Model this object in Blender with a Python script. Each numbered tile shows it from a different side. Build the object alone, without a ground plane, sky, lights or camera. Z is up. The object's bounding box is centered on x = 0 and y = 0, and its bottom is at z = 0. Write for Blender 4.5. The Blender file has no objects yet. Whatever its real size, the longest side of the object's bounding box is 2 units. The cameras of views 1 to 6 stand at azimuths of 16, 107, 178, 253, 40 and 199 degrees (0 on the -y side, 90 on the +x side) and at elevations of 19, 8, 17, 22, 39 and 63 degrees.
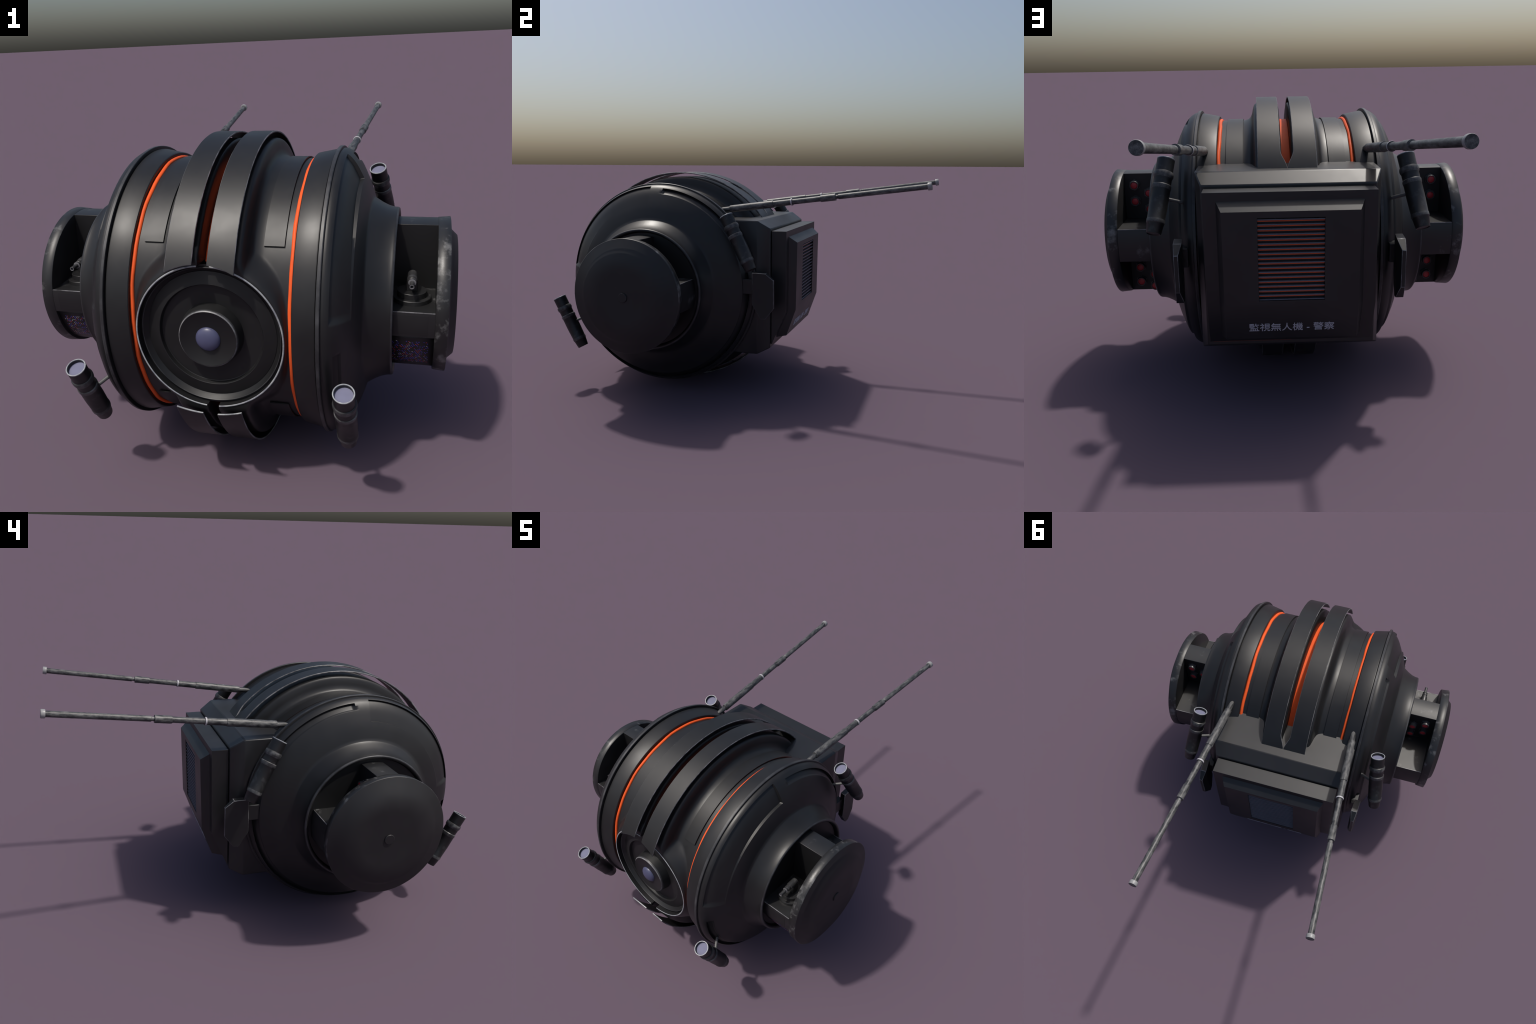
import bpy, bmesh, math, random
from mathutils import Vector, Matrix

random.seed(7)
AY, AZ = -0.386, 0.583          # the body's axis runs along x through (AY, AZ)
COL = bpy.context.scene.collection

# ------------------------------------------------------------------ materials
def new_mat(name):
    m = bpy.data.materials.new(name)
    m.use_nodes = True
    nt = m.node_tree
    b = nt.nodes["Principled BSDF"]
    return m, nt, b

def node(nt, kind, **kw):
    n = nt.nodes.new(kind)
    for k, v in kw.items():
        if k in n.inputs.keys():
            n.inputs[k].default_value = v
        else:
            setattr(n, k, v)
    return n

def ramp(nt, src, stops):
    r = nt.nodes.new("ShaderNodeValToRGB")
    el = r.color_ramp.elements
    while len(el) < len(stops):
        el.new(0.5)
    for e, (p, c) in zip(el, stops):
        e.position = p
        e.color = (c[0], c[1], c[2], 1) if isinstance(c, tuple) else (c, c, c, 1)
    nt.links.new(src, r.inputs[0])
    return r.outputs[0]

def noise(nt, scale, detail=4.0, rough=0.55, stretch=(1, 1, 1), coord="Object"):
    tc = node(nt, "ShaderNodeTexCoord")
    mp = node(nt, "ShaderNodeMapping")
    mp.inputs["Scale"].default_value = stretch
    nt.links.new(tc.outputs[coord], mp.inputs["Vector"])
    n = node(nt, "ShaderNodeTexNoise", Scale=scale, Detail=detail, Roughness=rough)
    nt.links.new(mp.outputs[0], n.inputs["Vector"])
    return n.outputs["Fac"]

def mixc(nt, fac, a, b):
    m = nt.nodes.new("ShaderNodeMix")
    m.data_type = 'RGBA'
    for sock, v in ((m.inputs[6], a), (m.inputs[7], b)):
        if isinstance(v, tuple):
            sock.default_value = (v[0], v[1], v[2], 1)
        else:
            nt.links.new(v, sock)
    if isinstance(fac, float):
        m.inputs[0].default_value = fac
    else:
        nt.links.new(fac, m.inputs[0])
    return m.outputs[2]

def worn_metal(name, base, pale, lo, hi, scale, stretch=(1, 1, 1), rough=0.42, metallic=0.0,
               var=0.18, spec=0.5, detail=5.0):
    """Dark paint with a fine tonal grain and pale rubbed patches where a noise passes lo..hi."""
    m, nt, b = new_mat(name)
    grain = noise(nt, 9.0, 3.0)
    lo_c = tuple(c * (1 - var) for c in base)
    hi_c = tuple(c * (1 + var) for c in base)
    col = ramp(nt, grain, [(0.3, lo_c), (0.7, hi_c)])
    if pale is not None:
        w = noise(nt, scale, detail, 0.65, stretch)
        mask = ramp(nt, w, [(lo, 0.0), (hi, 1.0)])
        col = mixc(nt, mask, col, pale)
    nt.links.new(col, b.inputs["Base Color"])
    rr = ramp(nt, noise(nt, 5.0, 4.0), [(0.3, rough - 0.04), (0.7, rough + 0.05)])
    nt.links.new(rr, b.inputs["Roughness"])
    b.inputs["Metallic"].default_value = metallic
    b.inputs["Specular IOR Level"].default_value = spec
    return m

def plain(name, col, rough=0.4, metallic=0.0, spec=0.5, var=0.08):
    m, nt, b = new_mat(name)
    c = ramp(nt, noise(nt, 14.0), [(0.3, tuple(x * (1 - var) for x in col)), (0.7, tuple(x * (1 + var) for x in col))])
    nt.links.new(c, b.inputs["Base Color"])
    b.inputs["Roughness"].default_value = rough
    b.inputs["Metallic"].default_value = metallic
    b.inputs["Specular IOR Level"].default_value = spec
    return m

M_BODY = worn_metal("dark_gunmetal_paint", (0.0125, 0.0125, 0.0132), None, 0, 1, 1, rough=0.42, spec=0.45)
M_EDGE = worn_metal("rubbed_edge", (0.022, 0.022, 0.024), (0.06, 0.061, 0.065), 0.45, 0.70, 12.0, rough=0.42)
M_WORN = worn_metal("worn_bright_edge", (0.07, 0.07, 0.072), (0.24, 0.24, 0.25), 0.40, 0.62, 22.0, rough=0.4)
M_PALE = worn_metal("bare_bright_edge", (0.22, 0.23, 0.26), (0.40, 0.42, 0.42), 0.40, 0.60, 30.0, rough=0.4)
M_HUB = worn_metal("scuffed_hub_paint", (0.0125, 0.0125, 0.013), (0.16, 0.16, 0.16), 0.58, 0.74, 9.5, rough=0.42, spec=0.6, detail=9.0)
M_RIM = worn_metal("scuffed_rim_paint", (0.0135, 0.0135, 0.014), (0.17, 0.17, 0.17), 0.54, 0.70, 15.0, rough=0.42, spec=0.6, detail=9.0)
M_CAP = worn_metal("cap_face_paint", (0.0115, 0.011, 0.012), (0.030, 0.030, 0.031), 0.70, 0.80, 11.0, rough=0.5)
M_BOX = worn_metal("housing_paint", (0.0115, 0.0115, 0.0125), None, 0, 1, 1, rough=0.43, spec=0.6)
M_EYE = worn_metal("eye_dish_paint", (0.011, 0.011, 0.0115), None, 0, 1, 1, rough=0.48, spec=0.4)
M_DARK = plain("recess_black", (0.010, 0.010, 0.011), 0.6)
M_WALL = plain("pocket_wall_baked_shade", (0.007, 0.007, 0.0075), 0.5)  # hub paint taken down further, pocket occlusion baked into the base colour
M_ANT = worn_metal("mottled_antenna_steel", (0.022, 0.023, 0.025), (0.145, 0.145, 0.142), 0.40, 0.66, 62.0,
                   stretch=(1, 1, 0.4), rough=0.45, spec=0.5, detail=9.0)
M_ANTCAP = plain("antenna_bare_metal", (0.27, 0.27, 0.27), 0.4)
M_RING = plain("antenna_pale_ring", (0.42, 0.41, 0.43), 0.4)
M_STALK = plain("bracket_steel", (0.10, 0.10, 0.10), 0.4)
M_ORANGE = plain("orange_strip", (0.86, 0.115, 0.026), 0.5, spec=0.2)
M_REDBACK = plain("grille_red_back", (0.85, 0.12, 0.03), 0.5)
M_SLAT = plain("grille_slat", (0.112, 0.124, 0.154), 0.45)
M_LENS = plain("spotlight_lens", (0.165, 0.168, 0.25), 0.65, spec=0.25)
M_PUPIL = plain("eye_lens_blue", (0.070, 0.074, 0.138), 0.38)
M_BTN = plain("red_button", (0.48, 0.032, 0.040), 0.4)
M_NUT = plain("button_nut", (0.05, 0.05, 0.052), 0.35)
M_TEXT = plain("grey_lettering", (0.50, 0.50, 0.56), 0.5)
M_GUN = worn_metal("gun_steel", (0.014, 0.014, 0.0145), (0.035, 0.035, 0.035), 0.55, 0.75, 30.0, rough=0.40)
M_GUNTUBE = worn_metal("gun_tube_steel", (0.035, 0.035, 0.036), (0.08, 0.08, 0.08), 0.5, 0.7, 40.0, rough=0.38)
M_REDLINE = plain("red_edge_line", (0.10, 0.016, 0.012), 0.5)

def spotlight_material():
    """Black rubbery barrel, faint scuffs, and a short red mark on the rear ring."""
    m, nt, b = new_mat("spotlight_barrel_black")
    w = noise(nt, 38.0, 5.0, 0.6)
    col = mixc(nt, ramp(nt, w, [(0.55, 0.0), (0.80, 1.0)]), (0.010, 0.010, 0.0105), (0.05, 0.05, 0.052))
    tc = node(nt, "ShaderNodeTexCoord")
    sp = node(nt, "ShaderNodeSeparateXYZ")
    nt.links.new(tc.outputs["Object"], sp.inputs[0])
    def band(sock, lo, hi):
        a = node(nt, "ShaderNodeMath", operation='GREATER_THAN'); nt.links.new(sock, a.inputs[0]); a.inputs[1].default_value = lo
        c = node(nt, "ShaderNodeMath", operation='LESS_THAN'); nt.links.new(sock, c.inputs[0]); c.inputs[1].default_value = hi
        d = node(nt, "ShaderNodeMath", operation='MULTIPLY'); nt.links.new(a.outputs[0], d.inputs[0]); nt.links.new(c.outputs[0], d.inputs[1])
        return d.outputs[0]
    d = node(nt, "ShaderNodeMath", operation='MULTIPLY')
    nt.links.new(band(sp.outputs["X"], -1.0, -0.029), d.inputs[0])
    nt.links.new(band(sp.outputs["Z"], 0.181, 0.186), d.inputs[1])
    col = mixc(nt, d.outputs[0], col, (0.30, 0.03, 0.015))
    nt.links.new(col, b.inputs["Base Color"])
    b.inputs["Roughness"].default_value = 0.42
    return m
M_SPOT = spotlight_material()
M_SPOTRING = worn_metal("spotlight_ring_wear", (0.035, 0.035, 0.036), (0.13, 0.13, 0.13), 0.45, 0.7, 30.0, rough=0.4)

def light_dots_material():
    """Rows of tiny red, blue and white lamps on a dark curved panel."""
    m, nt, b = new_mat("indicator_lamp_panel")
    tc = node(nt, "ShaderNodeTexCoord")
    sp = node(nt, "ShaderNodeSeparateXYZ")
    nt.links.new(tc.outputs["Object"], sp.inputs[0])
    def math_(op, a, bv=None):
        n = node(nt, "ShaderNodeMath", operation=op)
        for i, v in enumerate((a, bv)):
            if v is None: continue
            if isinstance(v, (int, float)): n.inputs[i].default_value = v
            else: nt.links.new(v, n.inputs[i])
        return n.outputs[0]
    ang = math_('ARCTAN2', math_('SUBTRACT', sp.outputs["Z"], AZ), math_('SUBTRACT', AY, sp.outputs["Y"]))
    rows = math_('MULTIPLY', ang, 47.0)
    row_i = math_('FLOOR', rows)
    shift = math_('MULTIPLY', math_('FRACT', math_('MULTIPLY', row_i, 0.377)), 1.0)
    cols = math_('ADD', math_('MULTIPLY', sp.outputs["X"], 122.0), shift)
    col_i = math_('FLOOR', cols)
    cmb = node(nt, "ShaderNodeCombineXYZ")
    nt.links.new(col_i, cmb.inputs[0]); nt.links.new(row_i, cmb.inputs[1])
    wn = node(nt, "ShaderNodeTexWhiteNoise"); wn.noise_dimensions = '2D'
    nt.links.new(cmb.outputs[0], wn.inputs["Vector"])
    fx = math_('ABSOLUTE', math_('SUBTRACT', math_('FRACT', cols), 0.5))
    fy = math_('ABSOLUTE', math_('SUBTRACT', math_('FRACT', rows), 0.5))
    dot = math_('MULTIPLY', math_('LESS_THAN', fx, 0.24), math_('LESS_THAN', fy, 0.23))
    dot = math_('MULTIPLY', dot, math_('GREATER_THAN', wn.outputs["Value"], 0.40))
    # keep the lamps to a block inside the panel
    ax = math_('ABSOLUTE', sp.outputs["X"])
    for s, op, v in ((ax, 'GREATER_THAN', 0.566), (ax, 'LESS_THAN', 0.688), (ang, 'LESS_THAN', -0.30), (ang, 'GREATER_THAN', -0.80)):
        dot = math_('MULTIPLY', dot, math_(op, s, v))
    r = nt.nodes.new("ShaderNodeValToRGB"); r.color_ramp.interpolation = 'CONSTANT'
    el = r.color_ramp.elements
    stops = [(0.0, (0.09, 0.075, 0.55)), (0.52, (0.50, 0.045, 0.10)), (0.80, (0.50, 0.50, 0.52))]
    while len(el) < 3: el.new(0.5)
    for e, (p, c) in zip(el, stops):
        e.position = p; e.color = (*c, 1)
    sepc = node(nt, "ShaderNodeSeparateColor")
    nt.links.new(wn.outputs["Color"], sepc.inputs[0])
    nt.links.new(sepc.outputs[1], r.inputs[0])
    col = mixc(nt, dot, (0.0115, 0.011, 0.012), r.outputs[0])
    nt.links.new(col, b.inputs["Base Color"])
    b.inputs["Roughness"].default_value = 0.5
    return m
M_DOTS = light_dots_material()

# ------------------------------------------------------------------ mesh helpers
def empty(name, parent=None, loc=(0, 0, 0)):
    o = bpy.data.objects.new(name, None)
    o.location = loc
    COL.objects.link(o)
    if parent: o.parent = parent
    return o

def make(name, verts, faces, mats, parent, fm=None, angle=30, smooth=True):
    me = bpy.data.meshes.new(name)
    me.from_pydata([tuple(v) for v in verts], [], faces)
    mats = mats if isinstance(mats, (list, tuple)) else [mats]
    for m in mats: me.materials.append(m)
    if fm:
        for p, i in zip(me.polygons, fm): p.material_index = i
    bm = bmesh.new(); bm.from_mesh(me)
    bmesh.ops.remove_doubles(bm, verts=bm.verts, dist=1e-6)
    bmesh.ops.recalc_face_normals(bm, faces=bm.faces)
    bm.to_mesh(me); bm.free()
    finish(me, angle, smooth)
    o = bpy.data.objects.new(name, me)
    COL.objects.link(o)
    o.parent = parent
    return o

def finish(me, angle=30, smooth=True):
    for p in me.polygons: p.use_smooth = smooth
    if smooth: me.set_sharp_from_angle(angle=math.radians(angle))

def bevel(o, width, segments=2, mat=-1, limit=30):
    b = o.modifiers.new("bevel", 'BEVEL')
    b.width = width; b.segments = segments; b.limit_method = 'ANGLE'; b.angle_limit = math.radians(limit)
    b.material = mat; b.harden_normals = False
    return o

def apply_mods(o, angle=30):
    dg = bpy.context.evaluated_depsgraph_get()
    me = bpy.data.meshes.new_from_object(o.evaluated_get(dg))
    old = o.data; o.modifiers.clear(); o.data = me; me.name = old.name
    bpy.data.meshes.remove(old)
    finish(me, angle)
    return o

def boolean(o, cutter, angle=30, op='DIFFERENCE'):
    m = o.modifiers.new("cut", 'BOOLEAN'); m.object = cutter; m.operation = op; m.solver = 'EXACT'
    apply_mods(o, angle)
    me = cutter.data
    bpy.data.objects.remove(cutter); bpy.data.meshes.remove(me)
    return o

def polar(x, R, a, cy=AY, cz=AZ):
    """Point on a circle round the body axis; a = 0 is the front, 90 degrees the top."""
    return Vector((x, cy - R * math.cos(a), cz + R * math.sin(a)))

def revolve(profile, n, place, a0=0.0, a1=2 * math.pi, closed_profile=False, caps=False):
    """Sweep (t, R) pairs through angles; place(t, R, a) gives the point. Returns verts, faces, profile index of each face."""
    full = abs(a1 - a0 - 2 * math.pi) < 1e-9
    cols = n if full else n + 1
    verts, faces, idx = [], [], []
    for i in range(cols):
        a = a0 + (a1 - a0) * i / n
        for t, R in profile: verts.append(place(t, R, a))
    k = len(profile)
    kk = k if closed_profile else k - 1
    for i in range(n):
        j = (i + 1) % cols
        for p in range(kk):
            q = (p + 1) % k
            faces.append((i * k + p, i * k + q, j * k + q, j * k + p)); idx.append(p)
    if caps and not full:
        faces.append(tuple(range(k))); idx.append(0)
        faces.append(tuple((cols - 1) * k + p for p in range(k))); idx.append(0)
    return verts, faces, idx

def round_profile(profile, name, mats, parent, n=128, fm=None, angle=30, mirror=1, **kw):
    v, f, idx = revolve(profile, n, lambda t, R, a: polar(t * mirror, R, a), **kw)
    return make(name, v, f, mats, parent, [fm.get(i, 0) for i in idx] if fm else None, angle)

def spin(profile, name, mats, parent, n=40, fm=None, angle=35, matrix=None):
    """Solid of revolution round local z from (z, R) pairs."""
    v, f, idx = revolve(profile, n, lambda t, R, a: Vector((R * math.cos(a), R * math.sin(a), t)))
    o = make(name, v, f, mats, parent, [fm.get(i, 0) for i in idx] if fm else None, angle)
    if matrix is not None: o.matrix_local = matrix
    return o

def clone(o, name, parent, matrix):
    c = bpy.data.objects.new(name, o.data)
    COL.objects.link(c)
    c.parent = parent; c.matrix_local = matrix
    return c

def aim(p0, p1, keep=Vector((1, 0, 0))):
    """Matrix with local z from p0 to p1 and local x near world x."""
    p0, p1 = Vector(p0), Vector(p1)
    z = (p1 - p0).normalized()
    x = (keep - z * keep.dot(z)).normalized()
    y = z.cross(x)
    return Matrix(((x.x, y.x, z.x, p0.x), (x.y, y.y, z.y, p0.y), (x.z, y.z, z.z, p0.z), (0, 0, 0, 1)))

def rod(name, p0, p1, r, mat, parent, n=20):
    L = (Vector(p1) - Vector(p0)).length
    return spin([(0, 0), (0, r), (L, r), (L, 0)], name, mat, parent, n, matrix=aim(p0, p1))

def box(name, x0, x1, y0, y1, z0, z1, mat, parent, bev=0.0, edge=None):
    v = [(x, y, z) for x in (x0, x1) for y in (y0, y1) for z in (z0, z1)]
    f = [(0, 1, 3, 2), (4, 6, 7, 5), (0, 4, 5, 1), (2, 3, 7, 6), (0, 2, 6, 4), (1, 5, 7, 3)]
    o = make(name, v, f, [mat] + ([edge] if edge else []), parent)
    if bev: bevel(o, bev, 2, 1 if edge else -1)
    return o

def prism_x(name, poly, x0, x1, mats, parent, angle=30):
    """Extrude a (y, z) outline along x."""
    n = len(poly)
    v = [(x0, y, z) for y, z in poly] + [(x1, y, z) for y, z in poly]
    f = [tuple(range(n)), tuple(range(n, 2 * n))] + [(i, (i + 1) % n, n + (i + 1) % n, n + i) for i in range(n)]
    return make(name, v, f, mats, parent, angle=angle)

def smoothstep(e0, e1, x):
    t = max(0.0, min(1.0, (x - e0) / (e1 - e0)))
    return t * t * (3 - 2 * t)

def interp(pts, x):
    if x <= pts[0][0]: return pts[0][1]
    for (xa, ya), (xb, yb) in zip(pts, pts[1:]):
        if x <= xb: return ya + (yb - ya) * (x - xa) / (xb - xa)
    return pts[-1][1]

def spline(pts, sub=6):
    """Catmull-Rom through 2D points."""
    out = []
    P = [pts[0]] + list(pts) + [pts[-1]]
    for i in range(1, len(P) - 2):
        for s in range(sub):
            t = s / sub
            out.append(tuple(0.5 * (2 * P[i][k] + (P[i + 1][k] - P[i - 1][k]) * t
                     + (2 * P[i - 1][k] - 5 * P[i][k] + 4 * P[i + 1][k] - P[i + 2][k]) * t * t
                     + (3 * P[i][k] - P[i - 1][k] - 3 * P[i + 1][k] + P[i + 2][k]) * t ** 3) for k in (0, 1)))
    out.append(pts[-1])
    return out

# ------------------------------------------------------------------ the thing
drone = empty("surveillance_drone", None, (0, 0, 0))
drone["label"] = "round dark-grey robot drone with orange stripes, eye lens, antennas"
drone["category"] = "robot drone"

# ------------------------------------------------------------------ body barrel with its double hump and the eye hole
EYE_Z = AZ
def barrel():
    half = [(0.0, 0.480), (0.0185, 0.480), (0.0190, 0.4815), (0.0190, 0.550), (0.0205, 0.5575), (0.0245, 0.5615),
            (0.06, 0.5620), (0.108, 0.5615)]
    half += spline([(0.113, 0.5608), (0.1185, 0.5580), (0.1235, 0.5500), (0.1280, 0.5350), (0.1325, 0.5150), (0.1400, 0.5000),
                    (0.1500, 0.4930), (0.1680, 0.4880), (0.19, 0.4868)], 4)
    half += [(0.19 + 0.0025 * i, 0.4868) for i in range(1, 32)] + [(0.30, 0.4868)]
    prof = [(-x, r) for x, r in reversed(half)][:-1] + half
    inner = [(0.30, 0.38), (-0.30, 0.38)]
    ring = prof + inner
    def place(t, R, a):
        p = polar(t, R, a)
        if R > 0.485 and p.y < AY:
            rho = math.hypot(p.x, p.z - EYE_Z)
            cosf = abs(p.x) / max(rho, 1e-6)
            reach = (0.308 ** -12 + (cosf / 0.2625) ** 12) ** (-1 / 12)      # the swelling stops short of the orange cords
            w = 1 - smoothstep(0.2505, max(reach, 0.256), rho)
            target = -0.8885
            p.y += (target - p.y) * w
        return p
    v, f, _ = revolve(ring, 480, place, closed_profile=True)
    o = make("barrel", v, f, [M_BODY], drone, angle=40)
    cv, cf, _ = revolve([(-1.3, 0.0), (-1.3, 0.2465), (-0.815, 0.2465), (-0.815, 0.0)], 160,
                        lambda t, R, a: Vector((R * math.cos(a), t, EYE_Z + R * math.sin(a))))
    c = make("eye_cutter", cv, cf, [M_DARK], None)
    boolean(o, c, 40)
    return o
body = barrel()

# ------------------------------------------------------------------ orange core between the two humps
round_profile([(-0.0185, 0.470), (-0.0185, 0.4885), (-0.0165, 0.4905), (0.0165, 0.4905), (0.0185, 0.4885), (0.0185, 0.470)],
              "glow_core", M_ORANGE, drone, 160, a0=math.radians(29), a1=math.radians(331), closed_profile=True, caps=True)

# ------------------------------------------------------------------ straps: thin sheet bands hovering over the humps
def strap(side):
    cy, cz, th = AY, 0.5850, 0.006
    def RR(a): return 1 / math.sqrt((math.cos(a) / 0.601) ** 2 + (math.sin(a) / 0.5850) ** 2)
    xs = [0.0245 + (0.1125 - 0.0245) * i / 8 for i in range(9)]
    n = 132
    verts, faces, fm = [], [], []
    top_rear, low_rear = math.radians(144.6), math.radians(-146)
    def line(sgn, rear):
        rows = []
        for i in range(n + 1):
            s = i / n
            row = []
            for k, x0 in enumerate(xs):
                x = x0
                front = math.asin(math.sqrt(0.262 ** 2 - x * x) / 0.5955) * sgn
                a = front + (rear - front) * s
                if sgn > 0:
                    w = smoothstep(math.radians(136.8), math.radians(144.6), a)
                    x = x0 + (0.0012 - 0.0245) * w * (1 - k / 8)
                row.append((x, a))
            rows.append(row)
        return rows
    out = []
    for sgn, rear in ((1, top_rear), (-1, low_rear)):
        rows = line(sgn, rear)
        base = len(verts)
        K = len(xs)
        for row in rows:
            for x, a in row: verts.append(polar(x * side, RR(a), a, cy, cz))
            for x, a in row: verts.append(polar(x * side, RR(a) - th, a, cy, cz))
        W = 2 * K
        for i in range(n):
            for k in range(K - 1):
                p = base + i * W + k
                faces.append((p, p + 1, p + 1 + W, p + W)); fm.append(0)
                q = p + K
                faces.append((q, q + W, q + W + 1, q + 1)); fm.append(0)
            for k in (0, K - 1):
                p = base + i * W + k
                faces.append((p, p + W, p + W + K, p + K)); fm.append(1)
        for i in (0, n):
            for k in range(K - 1):
                p = base + i * W + k
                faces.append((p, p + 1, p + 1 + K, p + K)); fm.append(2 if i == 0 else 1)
    o = make("strap", verts, faces, [M_BODY, M_WORN, M_PALE], drone, fm, angle=25)
    bevel(o, 0.0013, 1, 1, 40)
    return o
for s in (1, -1): strap(s)

# ------------------------------------------------------------------ raised bands in the two valleys
for s in (1, -1):
    round_profile([(0.1715, 0.4893), (0.1710, 0.4935), (0.2380, 0.4935), (0.2385, 0.4893)], "valley_band", [M_BODY], drone, 160,
                  mirror=s, a0=math.radians(35.8), a1=math.radians(326), closed_profile=True, caps=True)

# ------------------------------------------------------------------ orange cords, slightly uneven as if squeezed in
for s in (1, -1):
    def cord(t, R, a, s=s):
        wob = 0.0012 * math.sin(5 * a + s) + 0.0010 * math.sin(11 * a + 2 * s) + 0.0007 * math.sin(23 * a)
        return polar(s * (t + wob), R + 0.5 * wob, a)
    circ = [(0.2675 + 0.0082 * math.cos(q * math.pi / 6), 0.4868 + 0.0082 * math.sin(q * math.pi / 6)) for q in range(12)]
    v, f, _ = revolve(circ, 96, cord, closed_profile=True)
    make("orange_cord", v, f, M_ORANGE, drone, angle=80)

# ------------------------------------------------------------------ shoulder rings with a thin flange
for s in (1, -1):
    pr = [(0.2735, 0.470), (0.2735, 0.5045), (0.2760, 0.5072), (0.3450, 0.5207), (0.3485, 0.5200), (0.3492, 0.5140), (0.3515, 0.5140),
          (0.3520, 0.5305), (0.3535, 0.5325), (0.3625, 0.5325), (0.3650, 0.5310), (0.3658, 0.5280), (0.3658, 0.470)]
    round_profile(pr, "shoulder_ring", [M_BODY, M_EDGE], drone, 192, mirror=s, fm={8: 1, 9: 1}, angle=28)

# ------------------------------------------------------------------ side domes with a wide front recess and a rear groove
def dome(side):
    outer = spline([(0.3660, 0.5240), (0.3760, 0.5230), (0.3880, 0.5180), (0.4040, 0.5055), (0.4220, 0.4820), (0.4400, 0.4480),
                    (0.4550, 0.4150), (0.4660, 0.3850), (0.4735, 0.3620)], 8)
    neck = [(0.4775, 0.3475), (0.4815, 0.3440), (0.4900, 0.3385), (0.5080, 0.3272), (0.5300, 0.3165), (0.5480, 0.3115)]
    lip = spline([(0.5560, 0.3105), (0.5640, 0.3100), (0.5690, 0.3070), (0.5700, 0.3020), (0.5680, 0.2965), (0.5620, 0.2925)], 3)
    inside = [(0.53, 0.2895), (0.495, 0.287), (0.495, 0.02)]
    # add profile stations exactly at the recess edges
    edges_R = [0.5165, 0.5155, 0.4325, 0.4285, 0.5075, 0.5062, 0.4840, 0.4790]
    pr = list(outer)
    for e in edges_R:
        for i in range(len(outer) - 1):
            (xa, ra), (xb, rb) = outer[i], outer[i + 1]
            if rb < e <= ra and abs(ra - rb) > 1e-9:
                pr.append((xa + (xb - xa) * (ra - e) / (ra - rb), e)); break
    pr = sorted(set((round(x, 6), round(r, 6)) for x, r in pr), key=lambda p: -p[1])
    n_dome = len(pr)
    pr = pr + neck + lip + inside
    # angle stations: even ones plus both sides of each recess end
    marks = [9.0, 10.0, 85.6, 86.2, 94.0, 94.8, 356.2, 357.0]
    angs = sorted(set([i * 2.0 for i in range(180)] + marks))
    def recess(R, a):
        d = 0.0
        if 9.5 <= a <= 85.9 and 0.4300 < R < 0.5160:
            t = (R - 0.4285) / (0.5165 - 0.4285)
            d = 0.0105 * t + 0.0130 * (0.12 + 0.88 * smoothstep(8, 75, a)) * (1 - t)
        if 94.4 <= a <= 356.6 and 0.4800 < R < 0.5070:
            t = (R - 0.479) / (0.5075 - 0.479)
            d = 0.006 + 0.010 * t
        return d
    verts, faces, fm = [], [], []
    k = len(pr)
    for a in angs:
        for i, (x, R) in enumerate(pr):
            d = recess(R, a) if i < n_dome else 0.0
            verts.append(polar(side * (x - d), R - 0.25 * d, math.radians(a)))
    lip0 = n_dome + len(neck)
    for i in range(len(angs)):
        j = (i + 1) % len(angs)
        for p in range(k - 1):
            faces.append((i * k + p, i * k + p + 1, j * k + p + 1, j * k + p))
            fm.append(1 if lip0 + 3 <= p < lip0 + 9 else (2 if p >= lip0 + len(lip) else 0))
    return make("side_dome", verts, faces, [M_BODY, M_EDGE, M_DARK], drone, fm, angle=58)
for s in (1, -1): dome(s)

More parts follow.
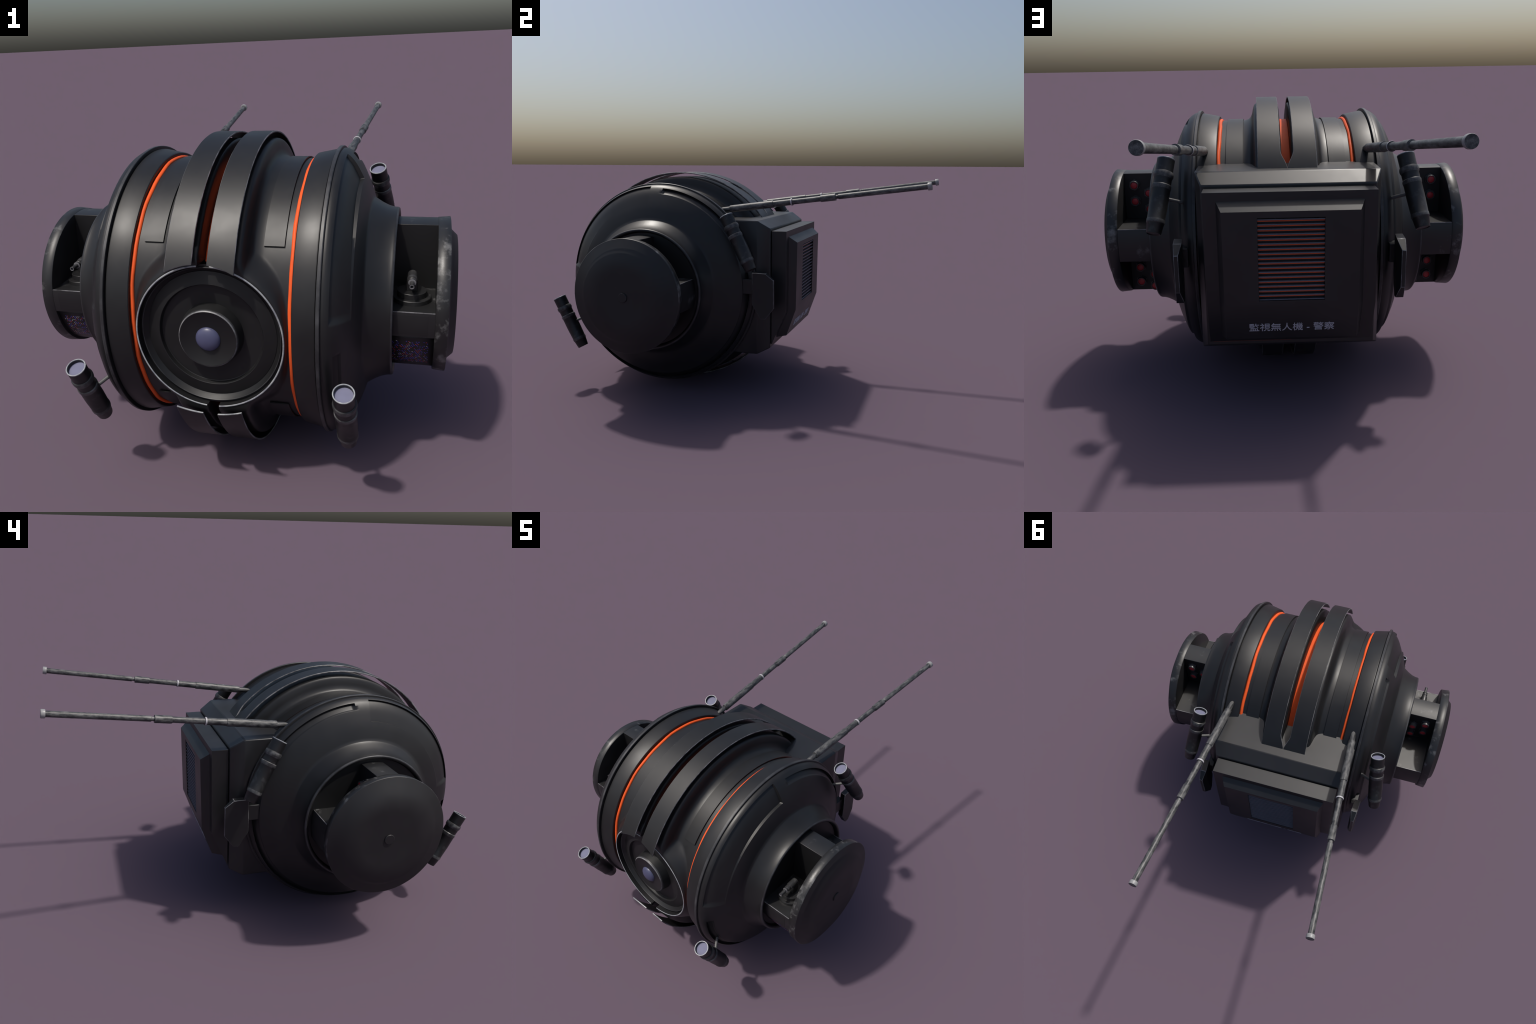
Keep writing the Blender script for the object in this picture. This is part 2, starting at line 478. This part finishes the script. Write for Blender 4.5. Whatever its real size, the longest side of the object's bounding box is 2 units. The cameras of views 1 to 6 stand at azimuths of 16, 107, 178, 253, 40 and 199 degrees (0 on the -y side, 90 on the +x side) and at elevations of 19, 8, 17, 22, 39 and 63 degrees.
# ------------------------------------------------------------------ hubs, end caps, gun turrets, buttons, lamp panels
HR = 0.2762
def hub(side):
    top = empty("hub", drone)
    def arc(R, a0, a1, n):
        return [(AY - R * math.cos(a0 + (a1 - a0) * i / n), AZ + R * math.sin(a0 + (a1 - a0) * i / n)) for i in range(n + 1)]
    fy, ry = -0.4375, -0.3330                     # front and rear faces of the upright web
    a_f = math.acos((AY - fy) / HR); a_r = math.acos((AY - ry) / HR)
    z_fl, z_b1, z_b0 = 0.6180, 0.6525, 0.5120
    a_fl = math.asin((z_fl - AZ) / HR)
    a_b1 = math.pi - math.asin((z_b1 - AZ) / HR); a_b0 = math.pi - math.asin((z_b0 - AZ) / HR)
    a_lamp = math.radians(-11.5); a_low = math.radians(-78); RL = 0.2640
    poly = [(fy, z_fl)] + arc(HR, a_f, a_r, 12) + [(ry, z_b1)] + arc(HR, a_b1, a_b0, 16) + [(ry, z_b0)]
    poly += arc(HR, 2 * math.pi - a_r, 2 * math.pi + a_low, 6)
    poly += arc(RL, a_low + 0.03, a_lamp, 30) + arc(HR, a_lamp, a_fl, 8)
    x0, x1 = 0.520 * side, 0.7065 * side
    core = prism_x("hub_frame", poly, x0, x1, [M_HUB, M_WORN, M_WALL], top, angle=25)
    for p in core.data.polygons:                      # web faces tinted darker for the shade inside the pockets
        if abs(p.normal.y) > 0.99 and p.area > 0.01: p.material_index = 2
    bevel(core, 0.0012, 2, -1, 45)
    for ey, ez in ((-0.6592, z_fl), (-0.1196, z_b1)):     # rubbed bright lips of the two shelves
        box("shelf_lip", side * 0.559, side * 0.7045, ey - 0.0012, ey + 0.0014, ez - 0.0016, ez + 0.0009, M_WORN, top)
    # floor plate that closes the pockets towards the dome
    round_profile([(0.540, 0.0), (0.540, 0.2895), (0.5505, 0.2895), (0.5505, 0.0)], "hub_floor", M_WALL, top, 96, mirror=side)
    # curved lamp panel, a hair proud of the recessed skin
    v, f, _ = revolve([(0.53, RL + 0.0015), (0.7045, RL + 0.0015)], 24, lambda t, R, a: polar(t * side, R, a),
                      a0=math.radians(-74), a1=math.radians(-12.5))
    lp = make("lamp_panel", v, f, M_DOTS, top)
    so = lp.modifiers.new("thick", 'SOLIDIFY'); so.thickness = 0.0012; so.offset = 0
    # plate let into the front face above the lamps
    v, f, _ = revolve([(0.567, HR + 0.0006), (0.567, HR - 0.002), (0.684, HR - 0.002), (0.684, HR + 0.0006)], 8,
                      lambda t, R, a: polar(t * side, R, a), a0=math.radians(-9.5), a1=math.radians(5.0), closed_profile=True, caps=True)
    make("hub_cover", v, f, M_CAP, top, angle=25)
    # end cap
    rim = [(0.7055, 0.0), (0.7055, 0.2755), (0.7070, 0.2770), (0.7465, 0.2808)]
    # a flat outer step and a shallow raised boss, shaded as one soft surface
    face = [(0.7482, 0.2790), (0.7525, 0.2350), (0.7735, 0.2150), (0.7740, 0.1300)]
    pr = rim + face + [(0.7740, 0.0)]
    fm = {i: 1 for i in range(len(rim), len(pr))}
    fm[0] = 2
    round_profile(pr, "end_cap", [M_RIM, M_CAP, M_BODY], top, 160, fm=fm, angle=62, mirror=side)
    round_profile([(0.765, 0.0235), (0.7775, 0.0235), (0.7795, 0.0215), (0.7800, 0.0)], "cap_button", M_CAP, top, 48, mirror=side)
    # gun turret standing on the front floor
    gx, gy = 0.6265 * side, -0.545
    gun = empty("gun_turret", drone)
    spin([(0, 0), (0, 0.0655), (0.014, 0.0655), (0.016, 0.0640), (0.016, 0.0500), (0.0345, 0.0500), (0.0355, 0.0490), (0.0355, 0)],
         "turret_base", M_GUN, gun, 64, matrix=Matrix.Translation((gx, gy, z_fl)))
    w, h = 0.0185, 0.052
    sh = [(-w, 0), (w, 0), (w, h - w)] + [(w * math.cos(q * math.pi / 12), h - w + w * math.sin(q * math.pi / 12)) for q in range(1, 12)] + [(-w, h - w)]
    n = len(sh); zt = z_fl + 0.035
    v = [(gx + x, gy - 0.012, zt + z) for x, z in sh] + [(gx + x, gy + 0.022, zt + z) for x, z in sh]
    f = [tuple(range(n)), tuple(range(n, 2 * n))] + [(i, (i + 1) % n, n + (i + 1) % n, n + i) for i in range(n)]
    bevel(make("turret_bracket", v, f, M_GUN, gun), 0.002, 2)
    p0 = Vector((gx, gy + 0.026, z_fl + 0.083)); p1 = Vector((0.627 * side, -0.631, 0.6965))
    L = (p1 - p0).length
    spin([(0, 0), (0, 0.0150), (0.003, 0.0165), (0.046, 0.0165), (0.048, 0.0125), (0.054, 0.0125), (0.056, 0.0140), (0.064, 0.0140), (0.066, 0.0115),
          (0.070, 0.0115), (0.072, 0.0130), (0.076, 0.0130), (0.077, 0.0078), (L, 0.0078), (L, 0.0056), (L - 0.02, 0.0056), (L - 0.02, 0)],
         "gun_barrel", [M_GUNTUBE, M_MUZZLE], gun, 32, fm={13: 1, 14: 1, 11: 1}, matrix=aim(p0, p1))
    return top

M_MUZZLE = plain("gun_bright_steel", (0.16, 0.16, 0.17), 0.35)
hubs = {s: hub(s) for s in (1, -1)}

# push buttons on the rear faces of the hub webs
def button_mesh():
    hexa = [(math.cos(i * math.pi / 3 + math.pi / 6) * 0.0255, math.sin(i * math.pi / 3 + math.pi / 6) * 0.0255) for i in range(6)]
    verts = [(x, y, -0.002) for x, y in hexa] + [(x, y, 0.006) for x, y in hexa]
    faces = [tuple(range(5, -1, -1)), tuple(range(6, 12))] + [(i, (i + 1) % 6, 6 + (i + 1) % 6, 6 + i) for i in range(6)]
    fm = [0] * 8
    prof = [(0.006, 0.0205), (0.021, 0.0200), (0.0225, 0.0190), (0.0225, 0.0155), (0.0195, 0.0152), (0.0205, 0.0142), (0.0220, 0.0110), (0.0225, 0.0)]
    b = len(verts)
    v, f, idx = revolve(prof, 28, lambda t, R, a: Vector((R * math.cos(a), R * math.sin(a), t)))
    verts += v; faces += [tuple(b + i for i in q) for q in f]; fm += [1 if i >= 4 else 0 for i in idx]
    return verts, faces, fm
first = None
for s in (1, -1):
    for bx, bz in ((0.660, 0.8035), (0.660, 0.7325), (0.5975, 0.768), (0.5975, 0.697), (0.661, 0.4255), (0.661, 0.3570), (0.5985, 0.391), (0.5985, 0.335)):
        M = Matrix(((1, 0, 0, s * bx), (0, 0, 1, -0.3332), (0, -1, 0, bz), (0, 0, 0, 1)))
        if first is None:
            v, f, fm = button_mesh()
            first = make("push_button", v, f, [M_NUT, M_BTN], hubs[s], fm)
            first.matrix_local = M
        else:
            clone(first, "push_button", hubs[s], M)

# ------------------------------------------------------------------ the eye
eye = empty("eye", drone)
def eye_spin(profile, name, mats, n=128, fm=None, angle=30, **kw):
    v, f, idx = revolve(profile, n, lambda t, R, a: Vector((R * math.sin(a), t, EYE_Z + R * math.cos(a))), **kw)
    return make(name, v, f, mats, eye, [fm.get(i, 0) for i in idx] if fm else None, angle)
gap = math.asin(0.0215 / 0.249)
for a0, a1 in ((gap, math.pi - gap), (math.pi + gap, 2 * math.pi - gap)):
    eye_spin([(-0.86, 0.2460), (-0.8905, 0.2460), (-0.8918, 0.2475), (-0.8918, 0.2500), (-0.8900, 0.2515), (-0.86, 0.2515)],
             "eye_rim", [M_PALE, M_BODY], 96, fm={0: 1, 4: 1, 5: 1}, a0=a0, a1=a1, closed_profile=True, caps=True)
eye_spin([(-0.8640, 0.2468), (-0.8640, 0.2385), (-0.8700, 0.2385), (-0.8715, 0.2375), (-0.8715, 0.2360), (-0.8700, 0.2350), (-0.8560, 0.2230), (-0.8545, 0.2210),
          (-0.8560, 0.2205), (-0.8660, 0.1790), (-0.8650, 0.1775), (-0.8520, 0.1735), (-0.8510, 0.1720), (-0.8485, 0.1120), (-0.8485, 0.0)],
         "eye_dish", [M_EYE, M_EDGE], 160, fm={2: 1, 3: 1, 4: 1})
eye_spin([(-0.8480, 0.1090), (-0.8860, 0.1020), (-0.8925, 0.1000), (-0.8955, 0.0965), (-0.8950, 0.0930), (-0.8935, 0.0910), (-0.8900, 0.0)],
         "eye_collar", [M_EYE, M_EDGE, M_WORN], 128, fm={1: 1, 2: 2}, angle=40)
dome_pts = [(-0.8895 - 0.0210 * math.sin(q * math.pi / 24), 0.0420 * math.cos(q * math.pi / 24)) for q in range(13)]
eye_spin([(-0.885, 0.0420)] + dome_pts, "eye_lens", M_PUPIL, 64, angle=60)

# ------------------------------------------------------------------ rear housing
pack = empty("rear_housing", drone)
def frustum(name, rings, mats, parent):
    """Box lofted through rectangles (y, half width, z0, z1) from back to front."""
    v, f = [], []
    for y, w, z0, z1 in rings:
        v += [(-w, y, z0), (w, y, z0), (w, y, z1), (-w, y, z1)]
    for r in range(len(rings) - 1):
        for i in range(4):
            f.append((r * 4 + i, r * 4 + (i + 1) % 4, r * 4 + 4 + (i + 1) % 4, r * 4 + 4 + i))
    f.append((0, 1, 2, 3)); e = (len(rings) - 1) * 4
    f.append((e, e + 1, e + 2, e + 3))
    return make(name, v, f, mats, parent)
bevel(frustum("housing_shell", [(-0.08, 0.346, 0.2330, 0.9305), (0.1450, 0.346, 0.2330, 0.9297), (0.2090, 0.3205, 0.2650, 0.8892)],
              [M_BOX, M_EDGE], pack), 0.0045, 2, -1, 20)
frustum("housing_neck", [(0.20, 0.296, 0.295, 0.868), (0.2150, 0.296, 0.295, 0.868)], [M_DARK], pack)
plate = prism_x("housing_cover", [(0.2120, 0.8780), (0.2893, 0.8780), (0.2893, 0.4580), (0.2140, 0.2830), (0.2120, 0.2830)], -0.3105, 0.3105,
                [M_BOX, M_EDGE], pack, 25)
bevel(plate, 0.0022, 2, -1, 26)
# raised centre with its louvre opening
def raised():
    fr = [(0.3298, 0.8160, 0.2435), (0.3250, 0.4612, 0.2435), (0.2752, 0.3184, 0.2435)]
    bk = [(0.2870, 0.8480, 0.2640), (0.2870, 0.4560, 0.2640), (0.2240, 0.3110, 0.2640)]
    dp = [(0.2200, 0.8480, 0.2640), (0.2200, 0.4560, 0.2640), (0.2150, 0.3110, 0.2640)]
    v = []
    for row in (fr, bk, dp):
        for y, z, w in row: v += [(w, y, z), (-w, y, z)]
    f = []
    for i in (0, 2): f.append((i, i + 1, i + 3, i + 2))            # front faces
    for r in (0, 6):
        f.append((r, r + 1, r + 7, r + 6))                          # top
        f.append((r + 4, r + 5, r + 11, r + 10))                    # bottom
        for k in (0, 2):
            f.append((r + k, r + k + 2, r + k + 8, r + k + 6))
            f.append((r + k + 1, r + k + 3, r + k + 9, r + k + 7))
    f.append((12, 13, 15, 14)); f.append((14, 15, 17, 16))
    o = make("louvre_panel", v, f, [M_BOX], pack, angle=25)
    c = box("louvre_cutter", -0.1190, 0.1190, 0.3080, 0.40, 0.4856, 0.7932, M_DARK, None)
    boolean(o, c, 25)
    return o
raised()
prism_x("louvre_back", [(0.300, 0.4860), (0.3095, 0.4860), (0.3145, 0.7928), (0.300, 0.7928)], -0.1185, 0.1185, M_DARK, pack)
slat = glow = None
NS = 18
pitch = 0.01751
for i in range(NS):
    z = 0.4886 + pitch * i
    yf = 0.3245 + (0.3295 - 0.3245) * i / NS - 0.0025
    if slat is None:
        slat = box("louvre_slat", -0.1185, 0.1185, -0.0095, 0.0, -0.0018, 0.0018, M_SLAT, pack, 0.0008)
        slat.location = (0, yf, z)
        glow = box("louvre_glow_line", -0.1184, 0.1184, -0.0142, -0.0115, -0.0092, -0.0055, M_REDBACK, pack)
        glow.location = (0, yf, z)
    else:
        clone(slat, "louvre_slat", pack, Matrix.Translation((0, yf, z)))
        if i: clone(glow, "louvre_glow_line", pack, Matrix.Translation((0, yf, z)))
box("red_edge_line", 0.0, 0.298, 0.2095, 0.2145, 0.2822, 0.2846, M_REDLINE, pack)

# lettering on the sloping lower face
cu = bpy.data.curves.new("lettering", 'FONT')
cu.body = "監視無人機 - 警察"
cu.align_x = 'CENTER'; cu.align_y = 'CENTER'
cu.size = 0.045; cu.extrude = 0.0006
tx = bpy.data.objects.new("lettering", cu)
COL.objects.link(tx)
dg = bpy.context.evaluated_depsgraph_get()
me = bpy.data.meshes.new_from_object(tx.evaluated_get(dg))
bpy.data.objects.remove(tx); bpy.data.curves.remove(cu)
me.materials.clear(); me.materials.append(M_TEXT)
xs = [v.co.x for v in me.vertices]; ys = [v.co.y for v in me.vertices]
sc = 0.3160 / (max(xs) - min(xs)); cx = (max(xs) + min(xs)) / 2; cyy = (max(ys) + min(ys)) / 2
up = Vector((0, 0.0498, 0.1428)).normalized(); rt = Vector((-1, 0, 0)); nr = rt.cross(up)
cen = Vector((0, 0.2752, 0.3184)) + up * 0.0555
for v in me.vertices:
    v.co = cen + rt * ((v.co.x - cx) * sc) + up * ((v.co.y - cyy) * sc) + nr * (0.0006 + v.co.z)
to = bpy.data.objects.new("lettering", me)
COL.objects.link(to); to.parent = pack

# ------------------------------------------------------------------ antennas
def antenna_profile(L):
    st = [(-0.045, 0.004), (-0.004, 0.0060), (0.002, 0.0085), (0.010, 0.0115), (0.020, 0.0126), (0.055, 0.0132), (0.0555, 0.0172), (0.060, 0.0180),
          (0.2775, 0.0186), (0.2785, 0.0158), (0.3600, 0.0156), (0.3640, 0.0158), (0.3645, 0.0178), (0.3660, 0.0184), (0.3700, 0.0184), (0.3715, 0.0178), (0.3720, 0.0136),
          (0.5060, 0.0136), (0.5065, 0.0160), (0.5120, 0.0170), (0.5770, 0.0176), (0.5775, 0.0098), (0.5880, 0.0098), (0.5915, 0.0128),
          (0.9830, 0.0134), (0.9835, 0.0178), (0.9860, 0.0186), (0.9980, 0.0186), (1.0, 0.0178), (1.0, 0.0)]
    return [(t * L, r) for t, r in st]
ant = None
for s in (1, -1):
    p0, p1 = Vector((0.3170 * s, -0.0665, 0.9785)), Vector((0.3862 * s, 0.9975, 1.1198))
    M = aim(p0, p1)
    if ant is None:
        ant = spin(antenna_profile((p1 - p0).length), "antenna", [M_ANT, M_ANTCAP, M_RING], drone, 36,
                   fm={11: 2, 12: 2, 13: 2, 14: 2, 24: 1, 25: 1, 26: 1, 27: 1}, matrix=M)
    else:
        clone(ant, "antenna", drone, M)

# ------------------------------------------------------------------ spotlights on little stalks
L = 0.2985
body_prof = [(0.010 * L, 0.0), (0.010 * L, 0.0235), (0.0, 0.0265), (0.003, 0.0278), (0.135 * L, 0.0325), (0.145 * L, 0.0348), (0.180 * L, 0.0352), (0.190 * L, 0.0338),
             (0.40 * L, 0.0356), (0.590 * L, 0.0352), (0.600 * L, 0.0368), (0.640 * L, 0.0370), (0.650 * L, 0.0342), (0.740 * L, 0.0346), (0.755 * L, 0.0375),
             (0.775 * L, 0.0386), (0.800 * L, 0.0386), (0.818 * L, 0.0370), (0.825 * L, 0.0336), (0.990 * L, 0.0340), (1.0 * L, 0.0345),
             (1.004 * L, 0.0335), (1.004 * L, 0.0312), (0.998 * L, 0.0300), (0.955 * L, 0.0295), (0.955 * L, 0.0)]
bfm = {4: 1, 5: 1, 6: 1, 9: 1, 10: 1, 11: 1, 13: 1, 14: 1, 15: 1, 16: 1, 19: 2, 20: 2, 21: 2, 22: 2, 24: 3}
spots = [((0.4455, -0.8320, 0.2160), (0.4466, -0.9688, 0.4742), (0.4030, -0.8300, 0.3775), (0.4320, -0.8690, 0.3590)),
         ((0.5064, 0.1667, 0.7038), (0.4620, 0.0207, 0.9618), (0.3960, 0.0510, 0.7950), (0.4560, 0.0850, 0.8180))]
barrel0 = None
for s in (1, -1):
    for tail, lens, q0, q1 in spots:
        fl = empty("spotlight", drone)
        mir = lambda p: (p[0] * s, p[1], p[2])
        M = aim(mir(tail), mir(lens))
        if barrel0 is None:
            barrel0 = spin(body_prof, "spotlight_barrel", [M_SPOT, M_SPOTRING, M_PALE, M_LENS], fl, 48, fm=bfm, angle=35, matrix=M)
        else:
            clone(barrel0, "spotlight_barrel", fl, M)
        d = (Vector(mir(q1)) - Vector(mir(q0))).normalized()
        rod("spotlight_stalk", Vector(mir(q0)) - d * 0.03, Vector(mir(q1)) + d * 0.012, 0.0070, M_STALK, fl)

# ------------------------------------------------------------------ side fins on short arms
for s in (1, -1):
    fin = empty("fin", drone)
    # outline (y, z, outer x, inner x): front edge, ridge, thin rear edge
    o7 = [(0.1470, 0.6785, 0.4345, 0.4040), (0.2140, 0.6765, 0.4310, 0.3995), (0.2560, 0.6425, 0.4260, 0.4100), (0.2575, 0.5005, 0.4260, 0.4100),
          (0.2165, 0.4450, 0.4310, 0.3995), (0.1910, 0.4445, 0.4322, 0.4010), (0.1470, 0.5155, 0.4345, 0.4040)]
    n = 7
    v = [(s * xo, y, z) for y, z, xo, xi in o7] + [(s * xi, y, z) for y, z, xo, xi in o7]
    f = [(0, 1, 4, 5, 6), (1, 2, 3, 4), (n + 0, n + 1, n + 4, n + 5, n + 6), (n + 1, n + 2, n + 3, n + 4)]
    f += [(i, (i + 1) % n, n + (i + 1) % n, n + i) for i in range(n)]
    bevel(make("fin_plate", v, f, [M_BODY, M_WORN], fin, angle=5), 0.0016, 1, 1, 20)
    box("fin_arm", s * 0.3850, s * 0.4190, 0.060, 0.1550, 0.5660, 0.6400, M_BODY, fin, 0.002, M_EDGE)
